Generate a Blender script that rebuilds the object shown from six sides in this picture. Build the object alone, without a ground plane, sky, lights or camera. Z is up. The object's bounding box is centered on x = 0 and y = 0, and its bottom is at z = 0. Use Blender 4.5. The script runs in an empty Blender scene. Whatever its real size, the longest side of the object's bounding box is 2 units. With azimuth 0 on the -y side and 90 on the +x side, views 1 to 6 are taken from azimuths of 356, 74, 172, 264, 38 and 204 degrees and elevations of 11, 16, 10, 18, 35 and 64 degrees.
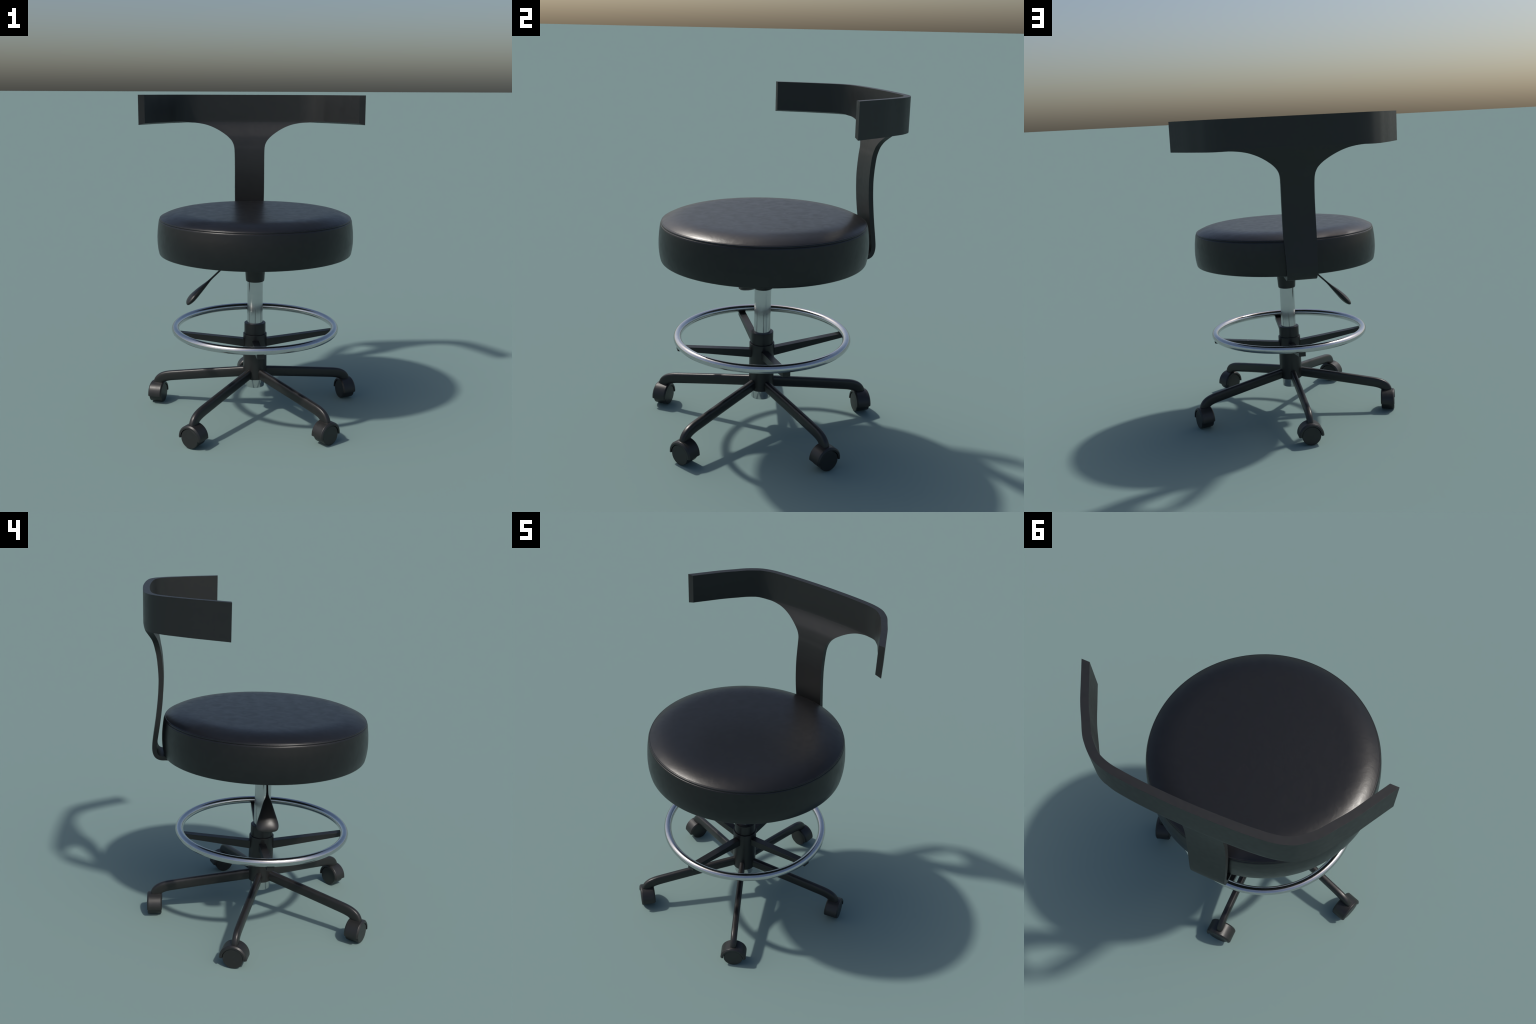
"""Black drafting stool: round leather seat, T-shaped wrap-around backrest,
chrome gas column and foot ring, five-legged base on hooded casters."""
import bpy, bmesh, math
from mathutils import Vector, Matrix

AXIS = Vector((0.0, -0.041, 0.0))          # vertical axis of seat, column and base

# ------------------------------------------------------------------ materials
def nodes_of(name):
    m = bpy.data.materials.new(name)
    m.use_nodes = True
    nt = m.node_tree
    return m, nt, nt.nodes["Principled BSDF"]

def grain(nt, scale, detail=4.0, rough=0.55, distort=0.0):
    co = nt.nodes.new("ShaderNodeTexCoord")
    n = nt.nodes.new("ShaderNodeTexNoise")
    n.inputs["Scale"].default_value = scale
    n.inputs["Detail"].default_value = detail
    n.inputs["Roughness"].default_value = rough
    n.inputs["Distortion"].default_value = distort
    nt.links.new(co.outputs["Object"], n.inputs["Vector"])
    return n

def ramp(nt, src, lo, hi, a, b):
    r = nt.nodes.new("ShaderNodeMapRange")
    r.inputs["From Min"].default_value = lo
    r.inputs["From Max"].default_value = hi
    r.inputs["To Min"].default_value = a
    r.inputs["To Max"].default_value = b
    nt.links.new(src, r.inputs["Value"])
    return r.outputs["Result"]

def tint(nt, fac, c1, c2):
    mx = nt.nodes.new("ShaderNodeMix")
    mx.data_type = 'RGBA'
    mx.inputs[6].default_value = (*c1, 1)
    mx.inputs[7].default_value = (*c2, 1)
    nt.links.new(fac, mx.inputs[0])
    return mx.outputs[2]

def bump(nt, bsdf, pairs):
    """pairs: (height socket, strength, distance), chained."""
    prev = None
    for h, s, d in pairs:
        b = nt.nodes.new("ShaderNodeBump")
        b.inputs["Strength"].default_value = s
        b.inputs["Distance"].default_value = d
        nt.links.new(h, b.inputs["Height"])
        if prev:
            nt.links.new(prev, b.inputs["Normal"])
        prev = b.outputs["Normal"]
    nt.links.new(prev, bsdf.inputs["Normal"])

def leather():
    m, nt, b = nodes_of("black_leather")
    patch = grain(nt, 20.0, 3.0, 0.5, 0.6)
    wrinkle = grain(nt, 34.0, 5.0, 0.6, 1.2)
    pore = nt.nodes.new("ShaderNodeTexVoronoi")
    pore.inputs["Scale"].default_value = 190.0
    co = nt.nodes.new("ShaderNodeTexCoord")
    nt.links.new(co.outputs["Object"], pore.inputs["Vector"])
    f = ramp(nt, patch.outputs["Fac"], 0.3, 0.7, 0.0, 1.0)
    nt.links.new(tint(nt, f, (0.0060, 0.0060, 0.0068), (0.0092, 0.0092, 0.0100)), b.inputs["Base Color"])
    nt.links.new(ramp(nt, patch.outputs["Fac"], 0.3, 0.7, 0.37, 0.30), b.inputs["Roughness"])
    bump(nt, b, [(patch.outputs["Fac"], 0.10, 0.006), (wrinkle.outputs["Fac"], 0.05, 0.004), (pore.outputs["Distance"], 0.04, 0.001)])
    return m

def satin(name, c1, c2, r1, r2, scale=60.0, strength=0.05):
    m, nt, b = nodes_of(name)
    n = grain(nt, scale, 3.0)
    f = ramp(nt, n.outputs["Fac"], 0.3, 0.7, 0.0, 1.0)
    nt.links.new(tint(nt, f, c1, c2), b.inputs["Base Color"])
    nt.links.new(ramp(nt, n.outputs["Fac"], 0.3, 0.7, r1, r2), b.inputs["Roughness"])
    fine = grain(nt, scale * 6, 2.0)
    bump(nt, b, [(fine.outputs["Fac"], strength, 0.0008)])
    return m

def chrome():
    m, nt, b = nodes_of("chrome")
    b.inputs["Metallic"].default_value = 1.0
    n = grain(nt, 25.0, 3.0)
    f = ramp(nt, n.outputs["Fac"], 0.3, 0.7, 0.0, 1.0)
    nt.links.new(tint(nt, f, (0.59, 0.59, 0.59), (0.63, 0.63, 0.63)), b.inputs["Base Color"])
    nt.links.new(ramp(nt, n.outputs["Fac"], 0.3, 0.7, 0.15, 0.18), b.inputs["Roughness"])
    return m

LEATHER = leather()
PLASTIC = satin("black_moulded_plastic", (0.0135, 0.0135, 0.0135), (0.0160, 0.0160, 0.0160), 0.44, 0.50, 40.0, 0.05)
COATED = satin("black_coated_metal", (0.0150, 0.0147, 0.0147), (0.0185, 0.0180, 0.0180), 0.34, 0.40, 50.0, 0.04)
RUBBER = satin("black_wheel_plastic", (0.0165, 0.0165, 0.0165), (0.0200, 0.0200, 0.0200), 0.37, 0.43, 50.0, 0.04)
CHROME = chrome()

# ------------------------------------------------------------------ helpers
root = bpy.data.objects.new("swivel_chair", None)
bpy.context.scene.collection.objects.link(root)
root.location = AXIS
root["label"] = "black round drafting stool with curved T-shaped backrest and chrome foot ring"
root["category"] = "swivel chair"

def add(name, bm, mat, parent=None, angle=40.0, recalc=True):
    """Mesh object in world coordinates minus AXIS, parented to the chair."""
    if recalc:
        bmesh.ops.recalc_face_normals(bm, faces=bm.faces)
    me = bpy.data.meshes.new(name)
    bm.to_mesh(me)
    bm.free()
    me.polygons.foreach_set("use_smooth", [True] * len(me.polygons))
    me.set_sharp_from_angle(angle=math.radians(angle))
    me.materials.append(mat)
    ob = bpy.data.objects.new(name, me)
    bpy.context.scene.collection.objects.link(ob)
    ob.parent = parent or root
    return ob

def spline(pts, per=6):
    """Catmull-Rom through tuples of any length."""
    out = []
    n = len(pts)
    for i in range(n - 1):
        p0 = pts[max(i - 1, 0)]; p1 = pts[i]; p2 = pts[i + 1]; p3 = pts[min(i + 2, n - 1)]
        for k in range(per):
            t = k / per
            out.append(tuple(0.5 * (2 * b + (c - a) * t + (2 * a - 5 * b + 4 * c - d) * t * t
                                    + (3 * b - a - 3 * c + d) * t ** 3)
                             for a, b, c, d in zip(p0, p1, p2, p3)))
    out.append(tuple(pts[-1]))
    return out

def lathe(profile, seg=96, closed=False, axis='Z', start=0.0, sweep=2 * math.pi):
    """Revolve (radius, height) points; radius 0 makes a pole."""
    bm = bmesh.new()
    full = abs(sweep - 2 * math.pi) < 1e-6
    cols = seg if full else seg + 1
    rings = []
    for r, h in profile:
        if r < 1e-6:
            rings.append([bm.verts.new((0, 0, h))] * cols)
        else:
            rings.append([bm.verts.new((r * math.cos(start + sweep * i / seg), r * math.sin(start + sweep * i / seg), h))
                          for i in range(cols)])
    m = len(rings)
    for j in range(m if closed else m - 1):
        a, b = rings[j], rings[(j + 1) % m]
        for i in range(seg):
            k = (i + 1) % cols
            vs = []
            for v in (a[i], a[k], b[k], b[i]):
                if v not in vs:
                    vs.append(v)
            if len(vs) > 2:
                bm.faces.new(vs)
    if not full:
        for i in (0, cols - 1):
            try:
                bm.faces.new([ring[i] for ring in rings])
            except ValueError:
                pass
    return bm

def fillet(cx, cz, r, a0, a1, n=6):
    return [(cx + r * math.cos(math.radians(a0 + (a1 - a0) * i / n)),
             cz + r * math.sin(math.radians(a0 + (a1 - a0) * i / n))) for i in range(n + 1)]

# ------------------------------------------------------------------ seat
def dome(r):
    """Nearly flat top that rolls off ever faster towards the rim."""
    return 1.3035 - 0.0008 * (r / 0.4) ** 2 - 5.75 * max(0.0, r - 0.40) ** 3

RIM = 0.5800
top = [(0.0, dome(0.0))] + [(RIM * math.sin(math.pi / 2 * i / 48), dome(RIM * math.sin(math.pi / 2 * i / 48))) for i in range(1, 49)]
# stitched welt: a shallow crease, a low ridge, then a rounded edge dropping to the seam
top += [(r, dome(r) + d) for r, d in ((0.5808, -0.0006), (0.5816, -0.0009), (0.5824, -0.0005), (0.5834, 0.0003), (0.5848, 0.0008),
                                      (0.5862, 0.0006), (0.5874, -0.0003), (0.5883, -0.0016), (0.5888, -0.0034))]
top += [(0.5889, 1.2595), (0.5886, 1.2575), (0.5880, 1.2562), (0.5840, 1.2555), (0.5600, 1.2550)]
seat = add("seat_cushion", lathe(top, 192), LEATHER, angle=60)

side = [(0.5600, 1.2540), (0.5860, 1.2562), (0.5884, 1.2560), (0.5900, 1.2549), (0.5914, 1.2530), (0.5925, 1.2505), (0.5934, 1.2472)]
side += spline([(0.5940, 1.2430), (0.5966, 1.2250), (0.5998, 1.2000), (0.6022, 1.1700), (0.6033, 1.1400),
                (0.6026, 1.1100), (0.5993, 1.0780), (0.5945, 1.0535)], 4)
side += [(0.5934, 1.0488), (0.5918, 1.0460), (0.5890, 1.0441), (0.5850, 1.0430), (0.5790, 1.0424), (0.40, 1.0420), (0.0, 1.0420)]
add("seat_side_panel", lathe(side, 192), LEATHER, parent=seat, angle=60)

# ------------------------------------------------------------------ backrest
Y0 = 0.6420                                        # mid-plane of the band at the centre
plan = spline([(0.0, Y0), (0.06, 0.6412), (0.16, 0.6385), (0.25, 0.6338), (0.32, 0.6275), (0.365, 0.6215), (0.411, 0.6085),
               (0.453, 0.5875), (0.4985, 0.5465), (0.522, 0.5185), (0.5515, 0.4745), (0.6015, 0.3995), (0.6520, 0.3095), (0.7020, 0.2195)], 8)
arc = [0.0]
for a, b in zip(plan, plan[1:]):
    arc.append(arc[-1] + math.dist(a, b))
S_END = arc[-1]

def plan_at(s):
    """Point, tangent and outward normal of the band's plan curve."""
    sg, q = (1 if s >= 0 else -1), min(abs(s), S_END)
    i = 0
    while i < len(arc) - 2 and arc[i + 1] < q:
        i += 1
    t = (q - arc[i]) / (arc[i + 1] - arc[i])
    x = plan[i][0] + t * (plan[i + 1][0] - plan[i][0])
    y = plan[i][1] + t * (plan[i + 1][1] - plan[i][1])
    def tan_at(k):
        a, b = plan[max(k - 1, 0)], plan[min(k + 1, len(plan) - 1)]
        if k == 0:
            return (1.0, 0.0)
        d = math.dist(a, b)
        return ((b[0] - a[0]) / d, (b[1] - a[1]) / d)
    ta, tb = tan_at(i), tan_at(i + 1)
    tx, ty = ta[0] + t * (tb[0] - ta[0]), ta[1] + t * (tb[1] - ta[1])
    d = math.hypot(tx, ty); tx /= d; ty /= d
    return sg * x, y, sg * tx, ty, sg * -ty, tx       # normal points to the back / outside

S_BLOCK = 0.40                                     # half-length of band above the flare
# spine of the post, from under the seat up to the band: y, z, thickness, half-width
post = [(0.100, 1.0325, 0.0250, 0.0925), (0.300, 1.0325, 0.0250, 0.0925), (0.470, 1.0325, 0.0250, 0.0925),
        (0.540, 1.0328, 0.0250, 0.0925), (0.572, 1.0350, 0.0250, 0.0928), (0.593, 1.0480, 0.0255, 0.0930),
        (0.6030, 1.0720, 0.0258, 0.0935), (0.6050, 1.1000, 0.0262, 0.0945), (0.6020, 1.1300, 0.0265, 0.0955),
        (0.5940, 1.1850, 0.0270, 0.0980), (0.5852, 1.2450, 0.0272, 0.1000), (0.5772, 1.3100, 0.0275, 0.1015),
        (0.5709, 1.3750, 0.0275, 0.1020), (0.5671, 1.4400, 0.0275, 0.1020), (0.5661, 1.5050, 0.0277, 0.1020),
        (0.5703, 1.5750, 0.0282, 0.1022), (0.5765, 1.6300, 0.0288, 0.1035), (0.5828, 1.6600, 0.0292, 0.1075),
        (0.5873, 1.6820, 0.0296, 0.1160), (0.5918, 1.7000, 0.0302, 0.1280), (0.6000, 1.7255, 0.0315, 0.1540),
        (0.6150, 1.7550, 0.0340, 0.1960), (0.6275, 1.7790, 0.0358, 0.2400), (0.6355, 1.7970, 0.0364, 0.2860),
        (0.6388, 1.8070, 0.0362, 0.3280), (0.6402, 1.8125, 0.0358, 0.3680), (0.6407, 1.8145, 0.0356, S_BLOCK)]
rows = spline(post, 4)
band_z = [1.8145, 1.818, 1.823, 1.832, 1.85, 1.90, 1.95, 1.985, 2.0]
N_POST = len(rows)
rows += [(Y0 if z > 1.822 else 0.6412, z, 0.0362 if z > 1.822 else 0.0358, S_BLOCK) for z in band_z[1:]]

bm = bmesh.new()
COLS = 48
def place(s, y, z, t, ny, nz, face):
    """face +1 = back, -1 = front."""
    x0, y0, tx, ty, nx, nyp = plan_at(s)
    o = (y - Y0) + face * 0.5 * t * ny
    px, py = x0 + nx * o, y0 + nyp * o
    if abs(s) > S_END - 1e-6:                        # end faces are cut square to the y axis
        k = (0.2195 - py) / ty
        px += tx * k; py += ty * k
    return Vector((px, py, z + face * 0.5 * t * nz)) - AXIS

grid = {-1: [], 1: []}
normals = []
for j, (y, z, t, hw) in enumerate(rows):
    a, b = rows[max(j - 1, 0)], rows[min(j + 1, len(rows) - 1)]
    dy, dz = b[0] - a[0], b[1] - a[1]
    d = math.hypot(dy, dz)
    ny, nz = dz / d, -dy / d
    if z >= 1.70:                                     # band edges stay level
        ny, nz = 1.0, 0.0
    elif z > 1.60:
        f = (1.70 - z) / 0.1
        ny, nz = ny * f + (1 - f), nz * f
    normals.append((ny, nz))
    for face in (-1, 1):
        grid[face].append([bm.verts.new(place(hw * (2 * i / COLS - 1), y, z, t, ny, nz, face)) for i in range(COLS + 1)])
R = len(rows)
for face in (-1, 1):
    g = grid[face]
    for j in range(R - 1):
        for i in range(COLS):
            q = (g[j][i], g[j][i + 1], g[j + 1][i + 1], g[j + 1][i])
            bm.faces.new(q if face == -1 else q[::-1])
f_, b_ = grid[-1], grid[1]
for i in range(COLS):                                # top edge and the lower end of the bracket
    bm.faces.new((f_[R - 1][i], f_[R - 1][i + 1], b_[R - 1][i + 1], b_[R - 1][i]))
    bm.faces.new((f_[0][i + 1], f_[0][i], b_[0][i], b_[0][i + 1]))
for j in range(N_POST - 1):                          # flanks of the post and flare
    bm.faces.new((f_[j][0], f_[j + 1][0], b_[j + 1][0], b_[j][0]))
    bm.faces.new((f_[j + 1][COLS], f_[j][COLS], b_[j][COLS], b_[j + 1][COLS]))
# arms of the band; their underside rises towards the sitter
UNDERCUT = 0.0085
A = 40
for sg, edge in ((-1, 0), (1, COLS)):
    cols_f, cols_b = [[g[edge] for g in f_[N_POST - 1:]]], [[g[edge] for g in b_[N_POST - 1:]]]
    for k in range(1, A + 1):
        u = k / A
        s = sg * (S_BLOCK + (S_END - S_BLOCK) * u)
        if k == A - 1:
            s = sg * (S_END - 0.030)
        elif k < A - 1:
            s = sg * (S_BLOCK + (S_END - 0.030 - S_BLOCK) * k / (A - 1))
        th = 0.0362 + 0.0018 * math.sin(math.pi * min(u / 0.5, 1.0)) - 0.0010 * u
        cf, cb = [], []
        for (y, z, t, hw) in rows[N_POST - 1:]:
            lift = UNDERCUT * min(1.0, (abs(s) - S_BLOCK) / 0.08) * max(0.0, 1 - (z - 1.8145) / 0.035)
            cf.append(bm.verts.new(place(s, Y0, z, th, 1.0, 0.0, -1) + Vector((0, 0, lift))))
            cb.append(bm.verts.new(place(s, Y0, z, th, 1.0, 0.0, 1) - Vector((0, 0, 0.25 * lift))))
        cols_f.append(cf); cols_b.append(cb)
    n = len(cols_f[0])
    for k in range(A):
        for j in range(n - 1):
            bm.faces.new((cols_f[k][j], cols_f[k + 1][j], cols_f[k + 1][j + 1], cols_f[k][j + 1]))
            bm.faces.new((cols_b[k][j], cols_b[k][j + 1], cols_b[k + 1][j + 1], cols_b[k + 1][j]))
        bm.faces.new((cols_f[k][0], cols_b[k][0], cols_b[k + 1][0], cols_f[k + 1][0]))
        bm.faces.new((cols_f[k][-1], cols_f[k + 1][-1], cols_b[k + 1][-1], cols_b[k][-1]))
    for j in range(n - 1):
        bm.faces.new((cols_f[A][j], cols_b[A][j], cols_b[A][j + 1], cols_f[A][j + 1]))
bmesh.ops.remove_doubles(bm, verts=bm.verts, dist=1e-5)
bmesh.ops.recalc_face_normals(bm, faces=bm.faces)
sharp = [e for e in bm.edges if len(e.link_faces) == 2 and e.calc_face_angle() > math.radians(55)]
bmesh.ops.bevel(bm, geom=sharp, offset=0.0012, segments=2, profile=0.5, affect='EDGES', clamp_overlap=True)
add("backrest", bm, PLASTIC, angle=16)

# ------------------------------------------------------------------ gas column
add("gas_column", lathe([(0.0, 0.20), (0.0490, 0.20), (0.0490, 0.86), (0.0, 0.86)], 64), CHROME)
cap = [(0.0, 0.8560), (0.0500, 0.8560)] + fillet(0.0500, 0.8640, 0.0080, -90, -8, 6) + \
      [(0.0590, 0.8750), (0.0614, 0.9120), (0.0640, 0.9600), (0.0700, 1.0000), (0.0720, 1.0180), (0.0, 1.0180)]
add("column_cap", lathe(cap, 64), COATED)
stub = [(0.0, 0.1690), (0.0560, 0.1690), (0.0585, 0.1700), (0.0595, 0.1725), (0.0595, 0.2300), (0.0, 0.2300)]
add("column_foot", lathe(stub, 64), CHROME)

# ------------------------------------------------------------------ foot ring
Rr, rr, zr = 0.5022, 0.0235, 0.5600
add("foot_ring", lathe([(Rr + rr * math.cos(2 * math.pi * i / 28), zr + rr * math.sin(2 * math.pi * i / 28)) for i in range(28)],
                       160, closed=True), CHROME)

sleeve = [(0.0485, 0.5100), (0.0485, 0.5870), (0.0500, 0.5885)] + fillet(0.0650, 0.5865, 0.0022, 90, 0, 3) + [(0.0672, 0.5100)]
add("footrest_sleeve", lathe(sleeve, 64, closed=True), COATED)
hub = [(0.0672, 0.5100), (0.0675, 0.5178), (0.0690, 0.5190)] + fillet(0.0720, 0.5160, 0.0028, 90, 0, 4) + \
      [(0.0748, 0.4000), (0.0748, 0.2300)] + fillet(0.0720, 0.2290, 0.0028, 0, -90, 4) + [(0.0, 0.2262), (0.0, 0.5100)]
add("base_hub", lathe(hub, 64), COATED)

def spoke_mesh():
    """Tapered bar, deep at the hub and shallow where it carries the ring."""
    bm = bmesh.new()
    w = 0.0215
    ends = []
    for r, lo, hi in ((0.060, 0.4325, 0.4830), (0.5110, 0.5130, 0.5385)):
        ends.append([bm.verts.new((r, y, z)) for y, z in ((-w, lo), (w, lo), (w, hi), (-w, hi))])
    a, b = ends
    for i in range(4):
        bm.faces.new((a[i], a[(i + 1) % 4], b[(i + 1) % 4], b[i]))
    bm.faces.new(a[::-1]); bm.faces.new(b)
    bmesh.ops.bevel(bm, geom=list(bm.edges), offset=0.0007, segments=1, profile=0.5, affect='EDGES')
    return bm

first = add("footrest_spoke", spoke_mesh(), COATED, angle=35)
for k in range(1, 4):
    o = first.copy()
    bpy.context.scene.collection.objects.link(o)
    o.rotation_euler.z = k * math.pi / 2

# ------------------------------------------------------------------ base legs
STAR = Vector((-0.0050, -0.0075, 0.0))               # the leg star sits slightly off the column axis
CASTERS = Vector((-0.0045, -0.0045, 0.0))            # and so does the circle of casters

def leg_mesh():
    path = [(0.050, 0.2622), (0.128, 0.2511), (0.309, 0.2247), (0.408, 0.2097), (0.508, 0.1942)]
    p0, p1, p2, p3 = (0.553, 0.1872), (0.613, 0.1778), (0.6540, 0.1635), (0.6540, 0.1180)
    for i in range(25):
        t = i / 24
        path.append(tuple((1 - t) ** 3 * a + 3 * t * (1 - t) ** 2 * b + 3 * t * t * (1 - t) * c + t ** 3 * d
                          for a, b, c, d in zip(p0, p1, p2, p3)))
    hw, hh, n, e = 0.0196, 0.0328, 48, 2.0 / 3.0
    bm = bmesh.new()
    rings = []
    for j, (r, z) in enumerate(path):
        a, b = path[max(j - 1, 0)], path[min(j + 1, len(path) - 1)]
        d = math.hypot(b[0] - a[0], b[1] - a[1])
        tr, tz = (b[0] - a[0]) / d, (b[1] - a[1]) / d
        ring = []
        for i in range(n):
            q = 2 * math.pi * i / n
            c, s = math.cos(q), math.sin(q)
            y = hw * math.copysign(abs(c) ** e, c)
            h = hh * math.copysign(abs(s) ** e, s)
            ring.append(bm.verts.new((r - tz * h, y, z + tr * h)))
        rings.append(ring)
    for a, b in zip(rings, rings[1:]):
        for i in range(n):
            bm.faces.new((a[i], a[(i + 1) % n], b[(i + 1) % n], b[i]))
    bm.faces.new(rings[0][::-1]); bm.faces.new(rings[-1])
    return bm

# ------------------------------------------------------------------ casters
C_R, C_Z = 0.6570, 0.0592                            # radial distance and axle height

def to_axle(bm):
    """Turn a lathe about z into one about the radial (x) axis, hood side up."""
    bmesh.ops.transform(bm, verts=bm.verts, matrix=Matrix.Rotation(math.radians(90), 4, 'Y'))
    return bm

def hood_mesh():
    H, Ro, Ri = 0.0455, 0.0788, 0.0608
    c, e = 0.0082, 0.0010                            # broad chamfer with slightly eased edges
    half = [(Ri, H), (Ro - c - e, H), (Ro - c + e * 0.7, H - e * 0.7), (Ro - e * 0.7, H - c + e * 0.7), (Ro, H - c - e)]
    prof = [(r, -h) for r, h in half] + half[::-1]
    dip = math.asin(0.004 / Ro)
    # after to_axle, lathe angle 180 deg points up
    bm = lathe(prof, 48, closed=True, start=math.pi / 2 - dip, sweep=math.pi + 2 * dip)
    return to_axle(bm)

def wheel_mesh():
    H, W = 0.0425, 0.0592
    prof = [(0.0, -H), (W - 0.0060, -H)] + [(W - 0.0045 + 0.0045 * math.sin(a), -H + 0.0045 - 0.0045 * math.cos(a))
                                            for a in (0.4, 0.8, 1.2, math.pi / 2)]
    prof += [(W, H - 0.0045)] + [(W - 0.0045 + 0.0045 * math.cos(a), H - 0.0045 + 0.0045 * math.sin(a))
                                 for a in (0.4, 0.8, 1.2, math.pi / 2)] + [(W - 0.0060, H), (0.0, H)]
    return to_axle(lathe(prof, 64))

leg0 = add("base_leg", leg_mesh(), COATED, angle=60)
hood0 = add("caster_hood", hood_mesh(), RUBBER, angle=18)
wheel0 = add("caster_wheel", wheel_mesh(), RUBBER, parent=hood0, angle=20)
for k in range(5):
    ang = math.radians(90 + 72 * k)
    if k == 0:
        leg, hood, wheel = leg0, hood0, wheel0
    else:
        leg, hood, wheel = leg0.copy(), hood0.copy(), wheel0.copy()
        for o in (leg, hood, wheel):
            bpy.context.scene.collection.objects.link(o)
        wheel.parent = hood
    leg.rotation_euler.z = ang
    leg.location = STAR
    hood.rotation_euler.z = ang
    hood.location = CASTERS + Vector((C_R * math.cos(ang), C_R * math.sin(ang), C_Z))

# ------------------------------------------------------------------ height lever
def lever_mesh():
    """Thin rod that flattens into a broad drop-shaped paddle."""
    # x, y (world), z, half-thickness across, half-width along y
    st = spline([(-0.085, -0.0460, 1.0560, 0.0057, 0.0058), (-0.150, -0.0425, 0.9960, 0.0057, 0.0058),
                 (-0.223, -0.0380, 0.9225, 0.0057, 0.0058), (-0.262, -0.0355, 0.8845, 0.0058, 0.0064),
                 (-0.282, -0.0345, 0.8645, 0.0066, 0.0110), (-0.300, -0.0335, 0.8455, 0.0092, 0.0225),
                 (-0.326, -0.0320, 0.8195, 0.0142, 0.0335), (-0.352, -0.0305, 0.7935, 0.0186, 0.0440),
                 (-0.378, -0.0285, 0.7660, 0.0218, 0.0555), (-0.395, -0.0275, 0.7480, 0.0222, 0.0615),
                 (-0.409, -0.0268, 0.7330, 0.0200, 0.0618), (-0.420, -0.0265, 0.7215, 0.0155, 0.0565),
                 (-0.4265, -0.0262, 0.7150, 0.0100, 0.0440), (-0.4295, -0.0262, 0.7120, 0.0035, 0.0220)], 5)
    bm = bmesh.new()
    n = 32
    rings = []
    for j, (x, y, z, ht, hw) in enumerate(st):
        a, b = st[max(j - 1, 0)], st[min(j + 1, len(st) - 1)]
        t = Vector((b[0] - a[0], 0, b[2] - a[2])).normalized()
        nrm = Vector((t.z, 0, -t.x))
        rings.append([bm.verts.new(Vector((x, y, z)) + nrm * ht * math.cos(2 * math.pi * i / n)
                                   + Vector((0, hw * math.sin(2 * math.pi * i / n), 0)) - AXIS) for i in range(n)])
    for a, b in zip(rings, rings[1:]):
        for i in range(n):
            bm.faces.new((a[i], a[(i + 1) % n], b[(i + 1) % n], b[i]))
    bm.faces.new(rings[0][::-1]); bm.faces.new(rings[-1])
    return bm

add("height_lever", lever_mesh(), COATED, angle=60)
